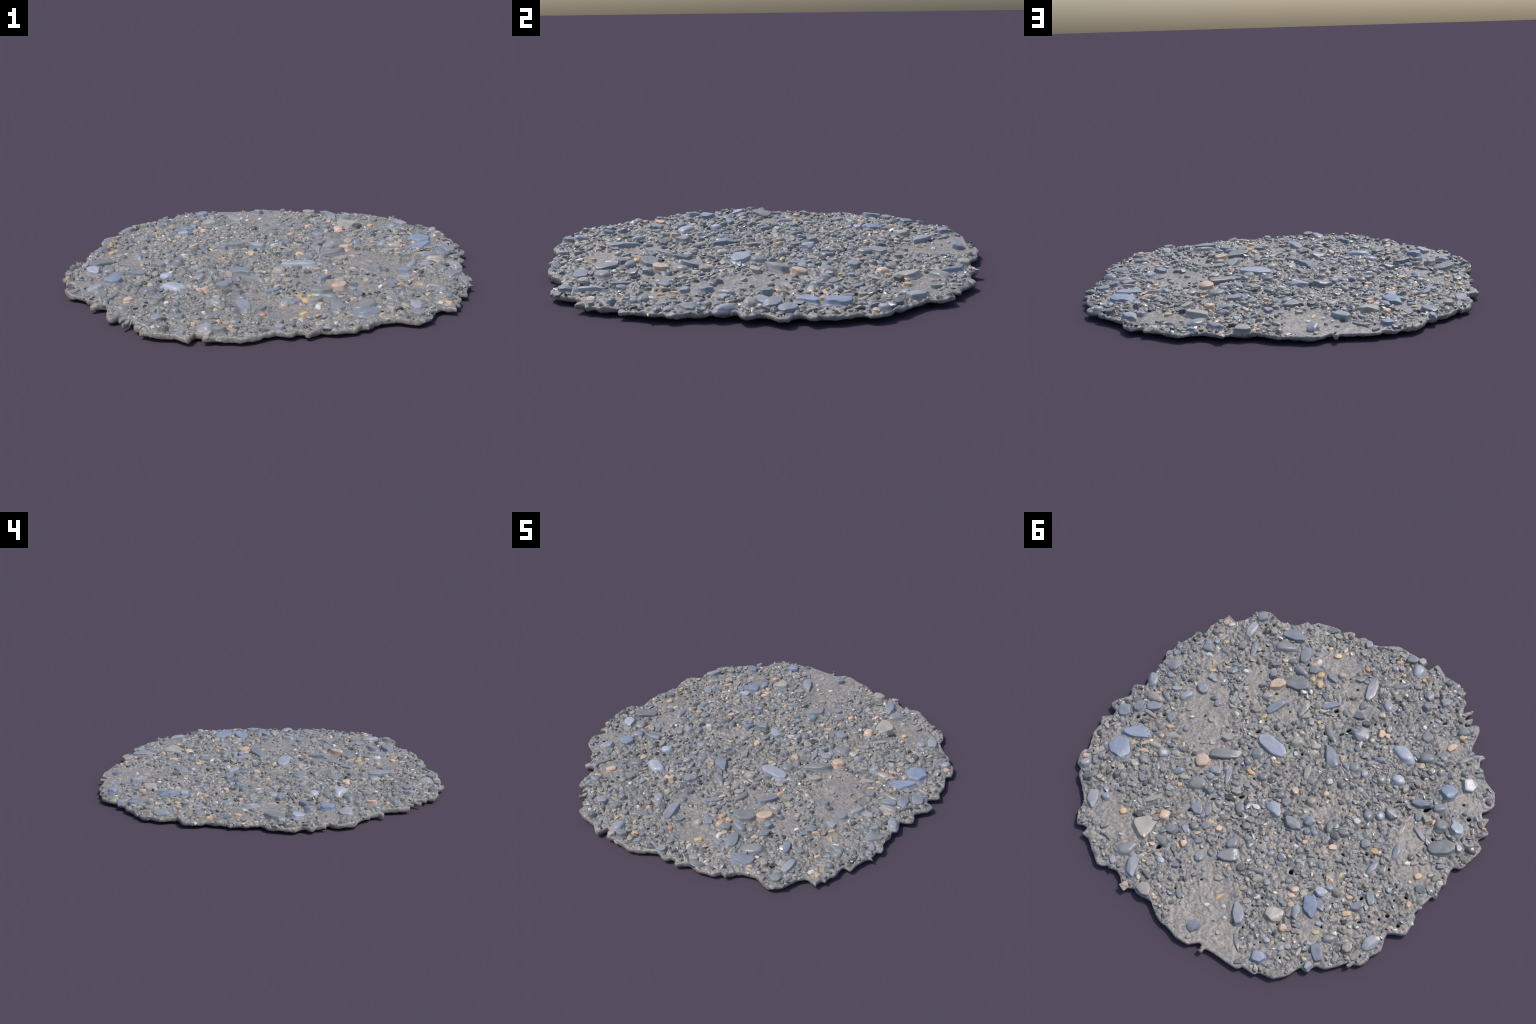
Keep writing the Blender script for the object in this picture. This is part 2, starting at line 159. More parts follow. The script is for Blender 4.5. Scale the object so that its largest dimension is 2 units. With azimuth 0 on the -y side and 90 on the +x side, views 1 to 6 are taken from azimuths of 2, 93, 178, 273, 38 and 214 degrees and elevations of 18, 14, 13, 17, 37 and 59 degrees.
# pits that go right through the slab: (x, y, radius in millimetres)
PITS = [
    (0.831, 0.137, 8.6), (0.811, 0.109, 7.2), (0.870, 0.162, 7.2), (0.632, 0.297, 5.7), (0.833, 0.392, 7.2), (0.727, 0.310, 4.3), (0.546, -0.058, 5.7),
    (0.358, 0.244, 7.2), (0.395, 0.272, 4.3), (0.807, 0.158, 4.3), (0.857, 0.205, 4.3), (0.728, 0.050, 7.2), (0.262, -0.125, 10.0), (0.240, -0.016, 8.6),
    (0.192, -0.317, 5.7), (-0.008, -0.451, 11.5), (-0.032, -0.429, 5.7), (-0.068, -0.448, 5.7), (0.262, -0.196, 7.2), (-0.105, -0.341, 8.6), (-0.123, -0.381, 11.5),
    (-0.028, -0.300, 5.2), (0.248, 0.097, 8.0), (0.002, -0.135, 7.2), (0.010, 0.000, 5.7), (0.072, -0.125, 4.3), (0.231, 0.326, 8.6), (0.118, 0.236, 11.5),
    (0.123, 0.117, 5.7), (0.128, -0.271, 3.4), (0.397, -0.131, 3.4), (0.292, 0.004, 4.3), (0.133, -0.200, 4.3), (0.356, 0.242, 5.7), (-0.511, -0.412, 7.2),
    (-0.327, -0.419, 5.7), (-0.216, -0.491, 5.2), (-0.261, -0.508, 6.3), (-0.677, -0.485, 6.3), (-0.521, -0.684, 5.7), (-0.448, -0.604, 5.2), (-0.317, -0.372, 4.3),
    (-0.527, -0.273, 4.3), (-0.563, -0.215, 5.7), (-0.816, -0.315, 6.3), (-0.679, -0.197, 14.3), (-0.755, -0.200, 5.2), (-0.535, -0.150, 4.3), (-0.372, -0.177, 3.4),
    (-0.627, -0.295, 3.4), (-0.873, -0.259, 10.0), (-0.778, -0.067, 8.6), (-0.468, 0.066, 5.7), (-0.555, 0.174, 7.2), (-0.613, 0.122, 5.2), (-0.650, 0.378, 8.0),
    (-0.819, 0.260, 6.3), (-0.780, 0.305, 5.7), (-0.549, -0.049, 3.4), (-0.674, 0.247, 4.3), (-0.683, 0.183, 5.7), (0.030, 0.371, 5.2), (-0.305, 0.443, 11.5),
    (-0.217, 0.309, 5.2), (-0.521, 0.296, 5.2), (-0.207, 0.363, 4.3), (0.069, 0.384, 4.0), (-0.269, 0.425, 4.3), (-0.462, 0.234, 7.2), (-0.375, 0.314, 4.0),
    (-0.328, 0.277, 3.4), (0.287, 0.434, 10.0), (0.294, 0.678, 11.5), (0.252, 0.597, 5.7), (0.311, 0.879, 5.7), (0.027, 0.702, 5.7), (0.147, 0.709, 5.7),
    (0.261, 0.866, 4.3), (0.362, 0.489, 4.3), (0.372, 0.458, 4.3), (-0.565, 0.598, 6.3), (-0.701, 0.486, 7.2), (-0.768, 0.423, 5.2), (-0.857, 0.403, 7.2),
    (-0.792, 0.389, 8.0), (-0.723, 0.438, 5.2), (-0.582, 0.790, 4.3), (-0.783, 0.624, 5.7), (-0.820, 0.449, 4.3), (-0.780, 0.303, 5.2), (-0.819, 0.265, 5.7),
    (-0.392, 0.690, 8.6), (-0.490, 0.824, 5.2), (0.063, 0.914, 3.4), (-0.269, 0.793, 5.2), (-0.189, -0.821, 7.2), (-0.030, -0.627, 7.2), (-0.512, -0.686, 7.2),
    (-0.439, -0.759, 5.7), (-0.287, -0.845, 4.3), (-0.345, -0.870, 4.3), (0.154, -0.883, 3.4), (0.136, -0.853, 4.3), (0.806, -0.414, 6.3), (0.890, -0.139, 6.3),
    (0.874, -0.151, 5.2), (0.775, -0.179, 6.3), (0.739, -0.062, 8.0), (0.838, -0.286, 5.2), (0.861, -0.041, 5.2), (0.885, -0.016, 3.4), (0.760, -0.501, 3.4),
    (0.580, -0.750, 8.6), (0.619, -0.733, 5.2), (0.309, -0.548, 5.7), (0.344, -0.576, 7.2), (0.275, -0.621, 9.2), (0.432, -0.276, 7.2), (0.312, -0.373, 7.2),
    (0.463, -0.449, 4.0), (0.397, -0.353, 4.6), (0.377, -0.380, 4.3), (0.159, -0.512, 4.3), (0.182, -0.788, 4.6), (0.380, -0.806, 4.3),
]

# bare sand between the gravel: (x, y, radius along the heading, radius across, heading)
SAND = [
    (0.55, -0.07, 0.20, 0.10, 115), (0.72, -0.38, 0.05, 0.05, 0), (0.13, -0.72, 0.09, 0.06, 20),
    (-0.02, -0.63, 0.07, 0.04, 40), (-0.09, -0.52, 0.09, 0.035, 30), (0.27, -0.38, 0.06, 0.04, 0),
    (0.60, 0.66, 0.12, 0.07, 150), (0.44, 0.69, 0.05, 0.07, 0), (-0.09, 0.80, 0.10, 0.15, 10),
    (-0.04, 0.93, 0.09, 0.05, 160), (-0.22, 0.90, 0.06, 0.09, 30), (0.07, 0.62, 0.08, 0.04, 150),
    (-0.54, 0.62, 0.05, 0.07, 20), (-0.69, 0.01, 0.06, 0.10, 20), (-0.80, 0.14, 0.07, 0.05, 60),
    (-0.26, 0.10, 0.035, 0.03, 0), (-0.61, -0.58, 0.05, 0.04, 0), (0.45, -0.37, 0.10, 0.05, 100),
    (0.20, -0.30, 0.06, 0.04, 20), (-0.30, 0.93, 0.05, 0.04, 0), (0.66, -0.25, 0.05, 0.05, 0),
    (0.82, 0.28, 0.04, 0.05, 0), (0.40, 0.12, 0.10, 0.05, 100), (-0.82, -0.32, 0.06, 0.05, 0),
]

# broad swells of the bed: (x, y, radius, height)
SWELLS = [(-0.70, -0.34, 0.10, 0.010), (-0.86, -0.14, 0.07, 0.009), (-0.14, -0.12, 0.10, 0.004), (-0.45, 0.06, 0.09, 0.004)]


# ------------------------------------------------------------------ small helpers
def sand_amount(x, y):
    """1 in the middle of a patch of bare sand, 0 in the gravel (arrays)."""
    s = np.zeros_like(x)
    for cx, cy, a, b, deg in SAND:
        c, d = math.cos(math.radians(deg)), math.sin(math.radians(deg))
        u, v = (x - cx) * c + (y - cy) * d, -(x - cx) * d + (y - cy) * c
        s = np.maximum(s, 1.33 - np.sqrt((u / a) ** 2 + (v / b) ** 2) * 0.85)
    return np.clip(s * 1.6, 0, 1)


def noise_array(x, y, scale, seed, octaves=1):
    out = np.empty(len(x))
    for i in range(len(x)):
        p = Vector((x[i] * scale + seed * 7.3, y[i] * scale - seed * 3.1, seed * 1.7))
        out[i] = noise.noise(p) if octaves == 1 else noise.fractal(p, 1.0, 2.1, octaves)
    return out


def cell_lumps(x, y, size, seed):
    """Fused rounded lumps: a dome over each cell of a jittered grid, height 0..1 with random sizes."""
    n = int(2.6 / size) + 4
    r = np.random.default_rng(seed)
    jx, jy = r.uniform(0.0, 1.0, (n, n)), r.uniform(0.0, 1.0, (n, n))
    hh, ww, ta = r.uniform(0.15, 1.0, (n, n)), r.uniform(0.65, 1.25, (n, n)), r.uniform(0, math.pi, (n, n))
    st = r.uniform(1.0, 1.9, (n, n))
    fl = r.uniform(0.25, 0.7, (n, n))
    tx, ty = r.uniform(-0.7, 0.7, (n, n)), r.uniform(-0.7, 0.7, (n, n))
    wx = 0.35 * np.sin(x * 41 / (size * 60) + seed + 2 * np.sin(y * 23)) + 0.25 * np.sin(y * 97 + seed)
    wy = 0.35 * np.sin(y * 37 / (size * 60) + seed * 2 + 2 * np.sin(x * 27)) + 0.25 * np.sin(x * 89 + seed)
    gx, gy = (x + 1.3) / size + wx, (y + 1.3) / size + wy
    ix, iy = np.floor(gx).astype(int), np.floor(gy).astype(int)
    out = np.zeros_like(x)
    for ox in (-1, 0, 1):
        for oy in (-1, 0, 1):
            a, b = np.clip(ix + ox, 0, n - 1), np.clip(iy + oy, 0, n - 1)
            dx, dy = gx - (a + jx[a, b]), gy - (b + jy[a, b])
            c, s = np.cos(ta[a, b]), np.sin(ta[a, b])
            q = ((dx * c + dy * s) / st[a, b]) ** 2 + (-dx * s + dy * c) ** 2
            dome = np.clip(1 - q / (0.62 * ww[a, b]) ** 2, 0, 1) ** fl[a, b]
            out = np.maximum(out, hh[a, b] * dome * np.clip(1 + tx[a, b] * dx + ty[a, b] * dy, 0, 1.5))
    return out


def new_object(name, mesh, parent=None):
    o = bpy.data.objects.new(name, mesh)
    bpy.context.scene.collection.objects.link(o)
    o.parent = parent
    return o


def mesh_from(name, verts, faces_flat, sizes, smooth=True):
    m = bpy.data.meshes.new(name)
    m.vertices.add(len(verts))
    m.vertices.foreach_set("co", np.asarray(verts, np.float32).ravel())
    m.loops.add(len(faces_flat))
    m.loops.foreach_set("vertex_index", np.asarray(faces_flat, np.int32))
    sizes = np.asarray(sizes, np.int32)
    m.polygons.add(len(sizes))
    m.polygons.foreach_set("loop_start", np.concatenate(([0], np.cumsum(sizes)[:-1])).astype(np.int32))
    m.update(calc_edges=True)
    m.validate()
    if smooth:
        m.polygons.foreach_set("use_smooth", np.ones(len(m.polygons), bool))
    m.update()
    return m


# ------------------------------------------------------------------ materials
def srgb(r, g, b):
    f = lambda c: ((c / 255 + 0.055) / 1.055) ** 2.4 if c > 10 else c / 255 / 12.92
    return (f(r), f(g), f(b), 1)


class Nodes:
    def __init__(self, name):
        self.m = bpy.data.materials.new(name)
        self.m.use_nodes = True
        self.t = self.m.node_tree
        self.b = self.t.nodes["Principled BSDF"]

    def add(self, kind, **kw):
        n = self.t.nodes.new(kind)
        for k, v in kw.items():
            if hasattr(n, k):
                setattr(n, k, v)
            else:
                n.inputs[k.replace("_", " ").title() if k.replace("_", " ").title() in n.inputs else k].default_value = v
        return n

    def link(self, a, b):
        self.t.links.new(a, b)

    def noise(self, coord, scale, detail=4, rough=0.6, distortion=0.0):
        n = self.add("ShaderNodeTexNoise", scale=scale, detail=detail, roughness=rough, distortion=distortion)
        self.link(coord, n.inputs["Vector"])
        return n.outputs["Fac"]

    def ramp(self, fac, stops, interpolation="LINEAR"):
        n = self.add("ShaderNodeValToRGB")
        n.color_ramp.interpolation = interpolation
        e = n.color_ramp.elements
        while len(e) < len(stops):
            e.new(0.5)
        for i, (p, c) in enumerate(stops):
            e[i].position, e[i].color = p, c
        self.link(fac, n.inputs["Fac"])
        return n.outputs["Color"]

    def mix(self, fac, a, b, blend="MIX"):
        n = self.add("ShaderNodeMix", data_type="RGBA", blend_type=blend)
        for sock, v in ((n.inputs[0], fac), (n.inputs[6], a), (n.inputs[7], b)):
            if hasattr(v, "is_output"):
                self.link(v, sock)
            else:
                sock.default_value = v
        return n.outputs[2]

    def bump(self, height, strength, distance):
        n = self.add("ShaderNodeBump")
        n.inputs["Strength"].default_value = strength
        n.inputs["Distance"].default_value = distance
        self.link(height, n.inputs["Height"])
        self.link(n.outputs["Normal"], self.b.inputs["Normal"])


def grey(v):
    return (v, v, v, 1)


def pebble_material(name, tones, roughness, veins=0.25):
    """One stone's tone is picked at random from tones; soft bands, specks and a film of sand on top."""
    k = Nodes(name)
    tc = k.add("ShaderNodeTexCoord").outputs["Object"]
    rnd = k.add("ShaderNodeObjectInfo").outputs["Random"]
    shift = k.add("ShaderNodeVectorMath", operation="ADD")
    k.link(tc, shift.inputs[0])
    scaled = k.add("ShaderNodeVectorMath", operation="SCALE")
    comb = k.add("ShaderNodeCombineXYZ")
    k.link(rnd, comb.inputs[0]); k.link(rnd, comb.inputs[1]); k.link(rnd, comb.inputs[2])
    k.link(comb.outputs[0], scaled.inputs[0]); scaled.inputs["Scale"].default_value = 37.0
    k.link(scaled.outputs[0], shift.inputs[1])
    p = shift.outputs[0]
    base = k.ramp(rnd, [(i / max(1, len(tones) - 1), srgb(*t)) for i, t in enumerate(tones)])
    cloud = k.ramp(k.noise(p, 1.6, 5, 0.62, 0.4), [(0.3, grey(0.80)), (0.5, grey(1.0)), (0.72, grey(1.17))])
    c = k.mix(1.0, base, cloud, "MULTIPLY")
    warm = k.ramp(k.noise(p, 2.6, 3, 0.6, 0.8), [(0.55, grey(0)), (0.72, grey(veins))])
    c = k.mix(warm, c, srgb(146, 144, 141))
    k.link(c, k.b.inputs["Base Color"])
    k.b.inputs["Roughness"].default_value = roughness
    k.b.inputs["Specular IOR Level"].default_value = 0.5
    k.bump(k.noise(p, 5.0, 4, 0.6), 0.25, 0.004)
    return k.m


PEBBLE_LOOKS = {
    "v": ("vivid_slate", [(128, 138, 159), (133, 143, 161), (125, 136, 155)], 0.4, 0.3),
    "k": ("pale_slate", [(158, 164, 176), (165, 170, 182), (150, 157, 170)], 0.34, 0.3),
    "b": ("blue_slate", [(122, 128, 139), (130, 136, 147), (134, 138, 146)], 0.36, 0.5),
    "l": ("light_grey", [(139, 143, 152), (149, 152, 159), (133, 138, 147)], 0.33, 0.5),
    "g": ("blue_grey", [(119, 122, 128), (131, 134, 138), (126, 130, 137)], 0.34, 0.5),
    "d": ("dark_grey", [(119, 121, 124), (131, 132, 133), (125, 128, 132)], 0.36, 0.5),
    "n": ("warm_grey", [(143, 139, 134), (160, 155, 149), (151, 146, 141)], 0.34, 0.3),
    "w": ("white_quartz", [(190, 188, 185), (208, 206, 203)], 0.3, 0.0),
    "p": ("peach", [(205, 176, 156), (192, 168, 150), (208, 177, 155)], 0.42, 0.25),
    "o": ("ochre", [(197, 166, 128), (186, 162, 134), (200, 172, 132)], 0.42, 0.3),
    "r": ("rust", [(172, 130, 110), (180, 136, 116)], 0.42, 0.3),
}
PEBBLE_NAMES = {"v": "slate_pebble", "k": "slate_pebble", "b": "slate_pebble", "l": "grey_pebble", "g": "grey_pebble", "d": "grey_pebble",
                "n": "grey_pebble", "w": "quartz_pebble", "p": "peach_pebble", "o": "ochre_pebble", "r": "ochre_pebble"}
materials = {k: pebble_material(*v) for k, v in PEBBLE_LOOKS.items()}


def grit_material(name, grain, contrast):
    """Every little stone (mesh island) takes its own tone."""
    k = Nodes(name)
    tc = k.add("ShaderNodeTexCoord").outputs["Object"]
    rnd = k.add("ShaderNodeNewGeometry").outputs["Random Per Island"]
    tones = [(0.0, (78, 81, 85)), (0.10, (106, 107, 108)), (0.24, (121, 125, 132)), (0.36, (138, 134, 129)), (0.50, (130, 133, 138)),
             (0.62, (149, 145, 138)), (0.74, (141, 145, 152)), (0.84, (165, 160, 152)), (0.90, (190, 168, 146)), (0.93, (172, 162, 148)), (0.95, (200, 196, 188)), (0.98, (140, 139, 137))]
    base = k.ramp(rnd, [(p, srgb(*c)) for p, c in tones], "CONSTANT")
    cloud = k.ramp(k.noise(tc, grain, 5, 0.65, 0.6), [(0.3, grey(1 - 0.34 * contrast)), (0.5, grey(0.98)), (0.72, grey(1 + 0.3 * contrast))])
    c = k.mix(1.0, base, cloud, "MULTIPLY")
    dust = k.ramp(k.noise(tc, 110, 3, 0.6, 1.2), [(0.54, grey(0)), (0.68, grey(0.55))])
    c = k.mix(dust, c, srgb(150, 145, 137))
    k.link(c, k.b.inputs["Base Color"])
    k.b.inputs["Roughness"].default_value = 0.19
    k.bump(k.noise(tc, 220, 3, 0.6), 0.35, 0.002)
    return k.m


def bed_material(name, dark, light, speckle, slate_share, roughness):
    """Sand or fine matrix: pale and dark speckle, slate-coloured grains, thin cream smears, a few coloured bits."""
    k = Nodes(name)
    tc = k.add("ShaderNodeTexCoord").outputs["Object"]
    c = k.ramp(k.noise(tc, 7, 4, 0.6), [(0.35, srgb(*dark)), (0.65, srgb(*light))])
    speck = k.ramp(k.noise(tc, 95, 4, 0.66), [(0.28, grey(1 - speckle)), (0.48, grey(1.0)), (0.75, grey(1 + speckle * 1.1))])
    c = k.mix(1.0, c, speck, "MULTIPLY")
    blotch = k.ramp(k.noise(tc, 48, 4, 0.6, 0.8), [(0.35, grey(1 - speckle * 0.5)), (0.65, grey(1 + speckle * 0.45))])
    c = k.mix(1.0, c, blotch, "MULTIPLY")
    slate = k.ramp(k.noise(tc, 38, 3, 0.5, 0.5), [(0.60 - 0.2 * slate_share, grey(0)), (0.68 - 0.2 * slate_share, grey(0.7))])
    c = k.mix(slate, c, srgb(116, 121, 129))
    smear = k.ramp(k.noise(tc, 60, 5, 0.65, 2.2), [(0.58, grey(0)), (0.66, grey(0.75)), (0.74, grey(0.0))])
    c = k.mix(smear, c, srgb(186, 179, 166))
    bits = k.ramp(k.noise(tc, 32, 2, 0.5), [(0.73, grey(0)), (0.78, grey(0.6))])
    c = k.mix(bits, c, srgb(184, 158, 132))
    k.link(c, k.b.inputs["Base Color"])
    rough = k.ramp(k.noise(tc, 60, 3, 0.6), [(0.35, grey(roughness)), (0.65, grey(roughness + 0.2))])
    k.link(rough, k.b.inputs["Roughness"])
    k.bump(k.noise(tc, 170, 4, 0.7), 0.5, 0.004)
    return k.m


# ------------------------------------------------------------------ rim outline: smooth curve through the control points, with small nicks
def rim_curve(step=0.0055):
    p = (np.array(RIM) + (0, 0.003)) * (1.001, 1.0)
    n = len(p)
    out = []
    for i in range(n):
        a, b, c, d = p[i - 1], p[i], p[(i + 1) % n], p[(i + 2) % n]
        L = np.hypot(*(c - b))
        m = max(1, int(round(L / step)))
        for t in np.arange(m) / m:
            q = 0.5 * (2 * b + (c - a) * t + (2 * a - 5 * b + 4 * c - d) * t * t + (3 * b - a - 3 * c + d) * t ** 3)
            out.append(0.5 * q + 0.5 * (b + (c - b) * t))
    out = np.array(out)
    tang = np.roll(out, -1, 0) - np.roll(out, 1, 0)
    nrm = np.stack([tang[:, 1], -tang[:, 0]], 1) / np.maximum(1e-6, np.hypot(*tang.T))[:, None]
    if np.mean(np.sum(nrm * out, 1)) < 0:
        nrm = -nrm
    w = np.array([noise.fractal(Vector((x * 28, y * 28, 3.3)), 1.0, 2.0, 3) for x, y in out])
    return out + nrm * (0.002 + w * 0.003)[:, None], nrm


rim, rim_normal = rim_curve()
for _ in range(700):                                  # pinholes between the stones, besides the pits listed above
    px, py = rng.uniform(-0.93, 0.93, 2)
    if px * px + py * py < 0.86 and sand_amount(np.array([px]), np.array([py]))[0] < 0.15 and len(PITS) < 330:
        if all((px - q[0]) ** 2 + (py - q[1]) ** 2 > 0.03 ** 2 for q in PITS) and noise.noise(Vector((px * 4, py * 4, 9))) > -0.15:
            PITS.append((px, py, rng.uniform(2.6, 4.6)))
rim_tree = kdtree.KDTree(len(rim))
for i, (x, y) in enumerate(rim):
    rim_tree.insert((x, y, 0), i)
rim_tree.balance()


def inside_rim(x, y):
    x, y = np.asarray(x), np.asarray(y)
    c = np.zeros(len(x), bool)
    x1, y1 = rim.T
    x2, y2 = np.roll(rim, -1, 0).T
    for a, b, u, v in zip(x1, y1, x2, y2):
        if b != v:
            hit = ((b > y) != (v > y)) & (x < (u - a) * (y - b) / (v - b) + a)
            c ^= hit
    return c


def rim_distance(x, y):
    return np.array([rim_tree.find((a, b, 0))[2] for a, b in zip(x, y)])


# ------------------------------------------------------------------ bed: top and bottom heights
def bed_top(x, y, lumps=True):
    s = sand_amount(x, y)
    h = 0.0392 - 0.0018 * y + 0.0042 * noise_array(x, y, 2.6, 1) + 0.004 * np.exp(-((x - 0.05) ** 2 + y ** 2) / 0.35)
    h += 0.0025 * (1 - s) * noise_array(x, y, 9, 14) - 0.0012 * s
    for cx, cy, r, up in SWELLS:
        h += up * np.exp(-((x - cx) ** 2 + (y - cy) ** 2) / (r * r))
    if lumps:
        g = 1 - s
        h = h + g * (0.0120 * cell_lumps(x, y, 0.030, 5) + 0.0095 * cell_lumps(x, y, 0.019, 6) - 0.0078)
        h += (0.0016 + 0.0012 * g) * noise_array(x, y, 85, 2)
        h += s * 0.0055 * np.clip(cell_lumps(x, y, 0.022, 9) - 0.4, 0, 1) + s * 0.0028 * noise_array(x, y, 22, 3)
    return h


def bed_bottom(x, y):
    b = 0.0135 + 0.003 * noise_array(x, y, 3.1, 4) - 0.007 * cell_lumps(x, y, 0.05, 11) - 0.003 * cell_lumps(x, y, 0.025, 12)
    return b


def build_bed(parent):
    pitch = 0.0046
    xs, ys = [], []
    rows = int(2.04 / (pitch * 0.866))
    for j in range(rows):
        n = int(2.04 / pitch)
        xs.append(-1.02 + (np.arange(n) + 0.5 * (j % 2)) * pitch)
        ys.append(np.full(n, -1.02 + j * pitch * 0.866))
    x, y = np.concatenate(xs), np.concatenate(ys)
    x = x + rng.uniform(-1, 1, len(x)) * pitch * 0.22
    y = y + rng.uniform(-1, 1, len(y)) * pitch * 0.22
    keep = inside_rim(x, y)
    x, y = x[keep], y[keep]
    d = rim_distance(x, y)
    keep = d > 0.0068
    # pits
    loops, pit_pts = [], []
    for cx, cy, r in PITS:
        r = r * 0.001 * 1.35
        q = np.hypot(x - cx, y - cy)
        keep &= q > r * 1.3 + 0.003
        m = 9
        a0 = rng.uniform(0, 6.28)
        st, sa = rng.uniform(1.0, 1.7), rng.uniform(0, math.pi)
        a = a0 + np.arange(m) / m * math.tau
        rr = r * rng.uniform(0.75, 1.15, m)
        u, v = rr * np.cos(a) * math.sqrt(st) * 0.95, rr * np.sin(a) / math.sqrt(st)
        loops.append(np.stack([cx + u * math.cos(sa) - v * math.sin(sa), cy + u * math.sin(sa) + v * math.cos(sa)], 1))
    x, y = x[keep], y[keep]
    # two rows that follow the rim, so that its edge rounds off evenly
    ring = []
    for off in (0.0022, 0.0052):
        p = rim - rim_normal * off
        ok = inside_rim(p[:, 0], p[:, 1])
        dd = rim_distance(p[:, 0], p[:, 1])
        ring.append(p[ok & (dd > off * 0.8)])
    pts = np.concatenate([np.stack([x, y], 1)] + ring)
    n0 = len(pts)
    edges, allp = [], [pts, rim]
    m = len(rim)
    edges += [(n0 + i, n0 + (i + 1) % m) for i in range(m)]
    k = n0 + m
    for lp in loops:
        edges += [(k + i, k + (i + 1) % len(lp)) for i in range(len(lp))]
        allp.append(lp)
        k += len(lp)
    allp = np.concatenate(allp)
    co, _, tris, *_ = delaunay_2d_cdt([Vector(p) for p in allp], edges, [], 4, 1e-6)
    P = np.array([(v.x, v.y) for v in co])
    T = np.array([t for t in tris if len(t) == 3])
    c = P[T].mean(1)
    ok = inside_rim(c[:, 0], c[:, 1])
    for lp in loops:                       # nothing may stay in a pit
        near = np.where(np.hypot(c[:, 0] - lp[:, 0].mean(), c[:, 1] - lp[:, 1].mean()) < 0.03)[0]
        for i in near:
            px, py = c[i]
            cr = False
            for a, b in zip(lp, np.roll(lp, -1, 0)):
                if (a[1] > py) != (b[1] > py) and px < (b[0] - a[0]) * (py - a[1]) / (b[1] - a[1]) + a[0]:
                    cr = not cr
            ok[i] &= not cr
    T = T[ok]
    e1, e2 = P[T[:, 1]] - P[T[:, 0]], P[T[:, 2]] - P[T[:, 0]]
    flip = (e1[:, 0] * e2[:, 1] - e1[:, 1] * e2[:, 0]) < 0
    T[flip] = T[flip][:, ::-1]
    used = np.unique(T)
    remap = -np.ones(len(P), int)
    remap[used] = np.arange(len(used))
    P, T = P[used], remap[T]
    x, y = P.T
    d = rim_distance(x, y)
    top, bot = bed_top(x, y), bed_bottom(x, y)
    lip = 0.65 * np.clip(1 - d / 0.022, 0, 1)
    top = top * (1 - lip) + bed_top(x, y, lumps=False) * lip
    r = 0.009
    q = np.clip(1 - d / r, 0, 1)
    rise = 1 - np.sqrt(np.maximum(0, 1 - q * q))
    edge_fall = np.clip(1 - d / 0.04, 0, 1)
    top = top - 0.0015 * edge_fall - rise * 0.006
    bot = bot + 0.007 * edge_fall + 0.0065 * np.clip(0.9 * x + 0.45 * y, -0.2, 1) * edge_fall ** 0.5 + rise * 0.006
    bot = np.minimum(bot, top - 0.006)
    n = len(P)
    # boundary edges (rim and pits): directed edges without a twin
    E = np.concatenate([T[:, [0, 1]], T[:, [1, 2]], T[:, [2, 0]]])
    key = E[:, 0].astype(np.int64) * n + E[:, 1]
    twin = E[:, 1].astype(np.int64) * n + E[:, 0]
    B = E[~np.isin(key, twin)]
    mid_id = {}
    bv = np.unique(B)
    mid = 2 * n + np.arange(len(bv))
    lookup = -np.ones(n, int)
    lookup[bv] = mid
    zmid = (top[bv] + bot[bv]) / 2
    verts = np.concatenate([np.stack([x, y, top], 1), np.stack([x, y, bot], 1), np.stack([x[bv], y[bv], zmid], 1)])
    # walls bulge a little
    faces = [T, T[:, ::-1] + n]
    a, b = B.T
    w1 = np.stack([b, a, lookup[a], lookup[b]], 1)
    w2 = np.stack([lookup[b], lookup[a], a + n, b + n], 1)
    flat = np.concatenate([faces[0].ravel(), faces[1].ravel(), w1.ravel(), w2.ravel()])
    sizes = np.concatenate([np.full(2 * len(T), 3), np.full(2 * len(B), 4)])
    me = mesh_from("sand_bed", verts, flat, sizes)
    me.materials.append(bed_material("sand", (128, 124, 121), (146, 139, 133), 0.38, 0.12, 0.24))
    me.materials.append(bed_material("grit_matrix", (120, 118, 115), (145, 140, 133), 0.5, 0.4, 0.16))  # strong speckle paints the shadowed crevices between stones into the colour
    c = P[T].mean(1)
    wob = noise_array(c[:, 0], c[:, 1], 45, 6)
    gritty = (sand_amount(c[:, 0], c[:, 1]) + 0.5 * wob < 0.45).astype(np.int32)
    side = np.zeros(2 * len(B), np.int32)
    if len(me.polygons) == len(sizes):
        me.polygons.foreach_set("material_index", np.concatenate([gritty, gritty * 0, side]))
    return new_object("sand_bed", me, parent), verts


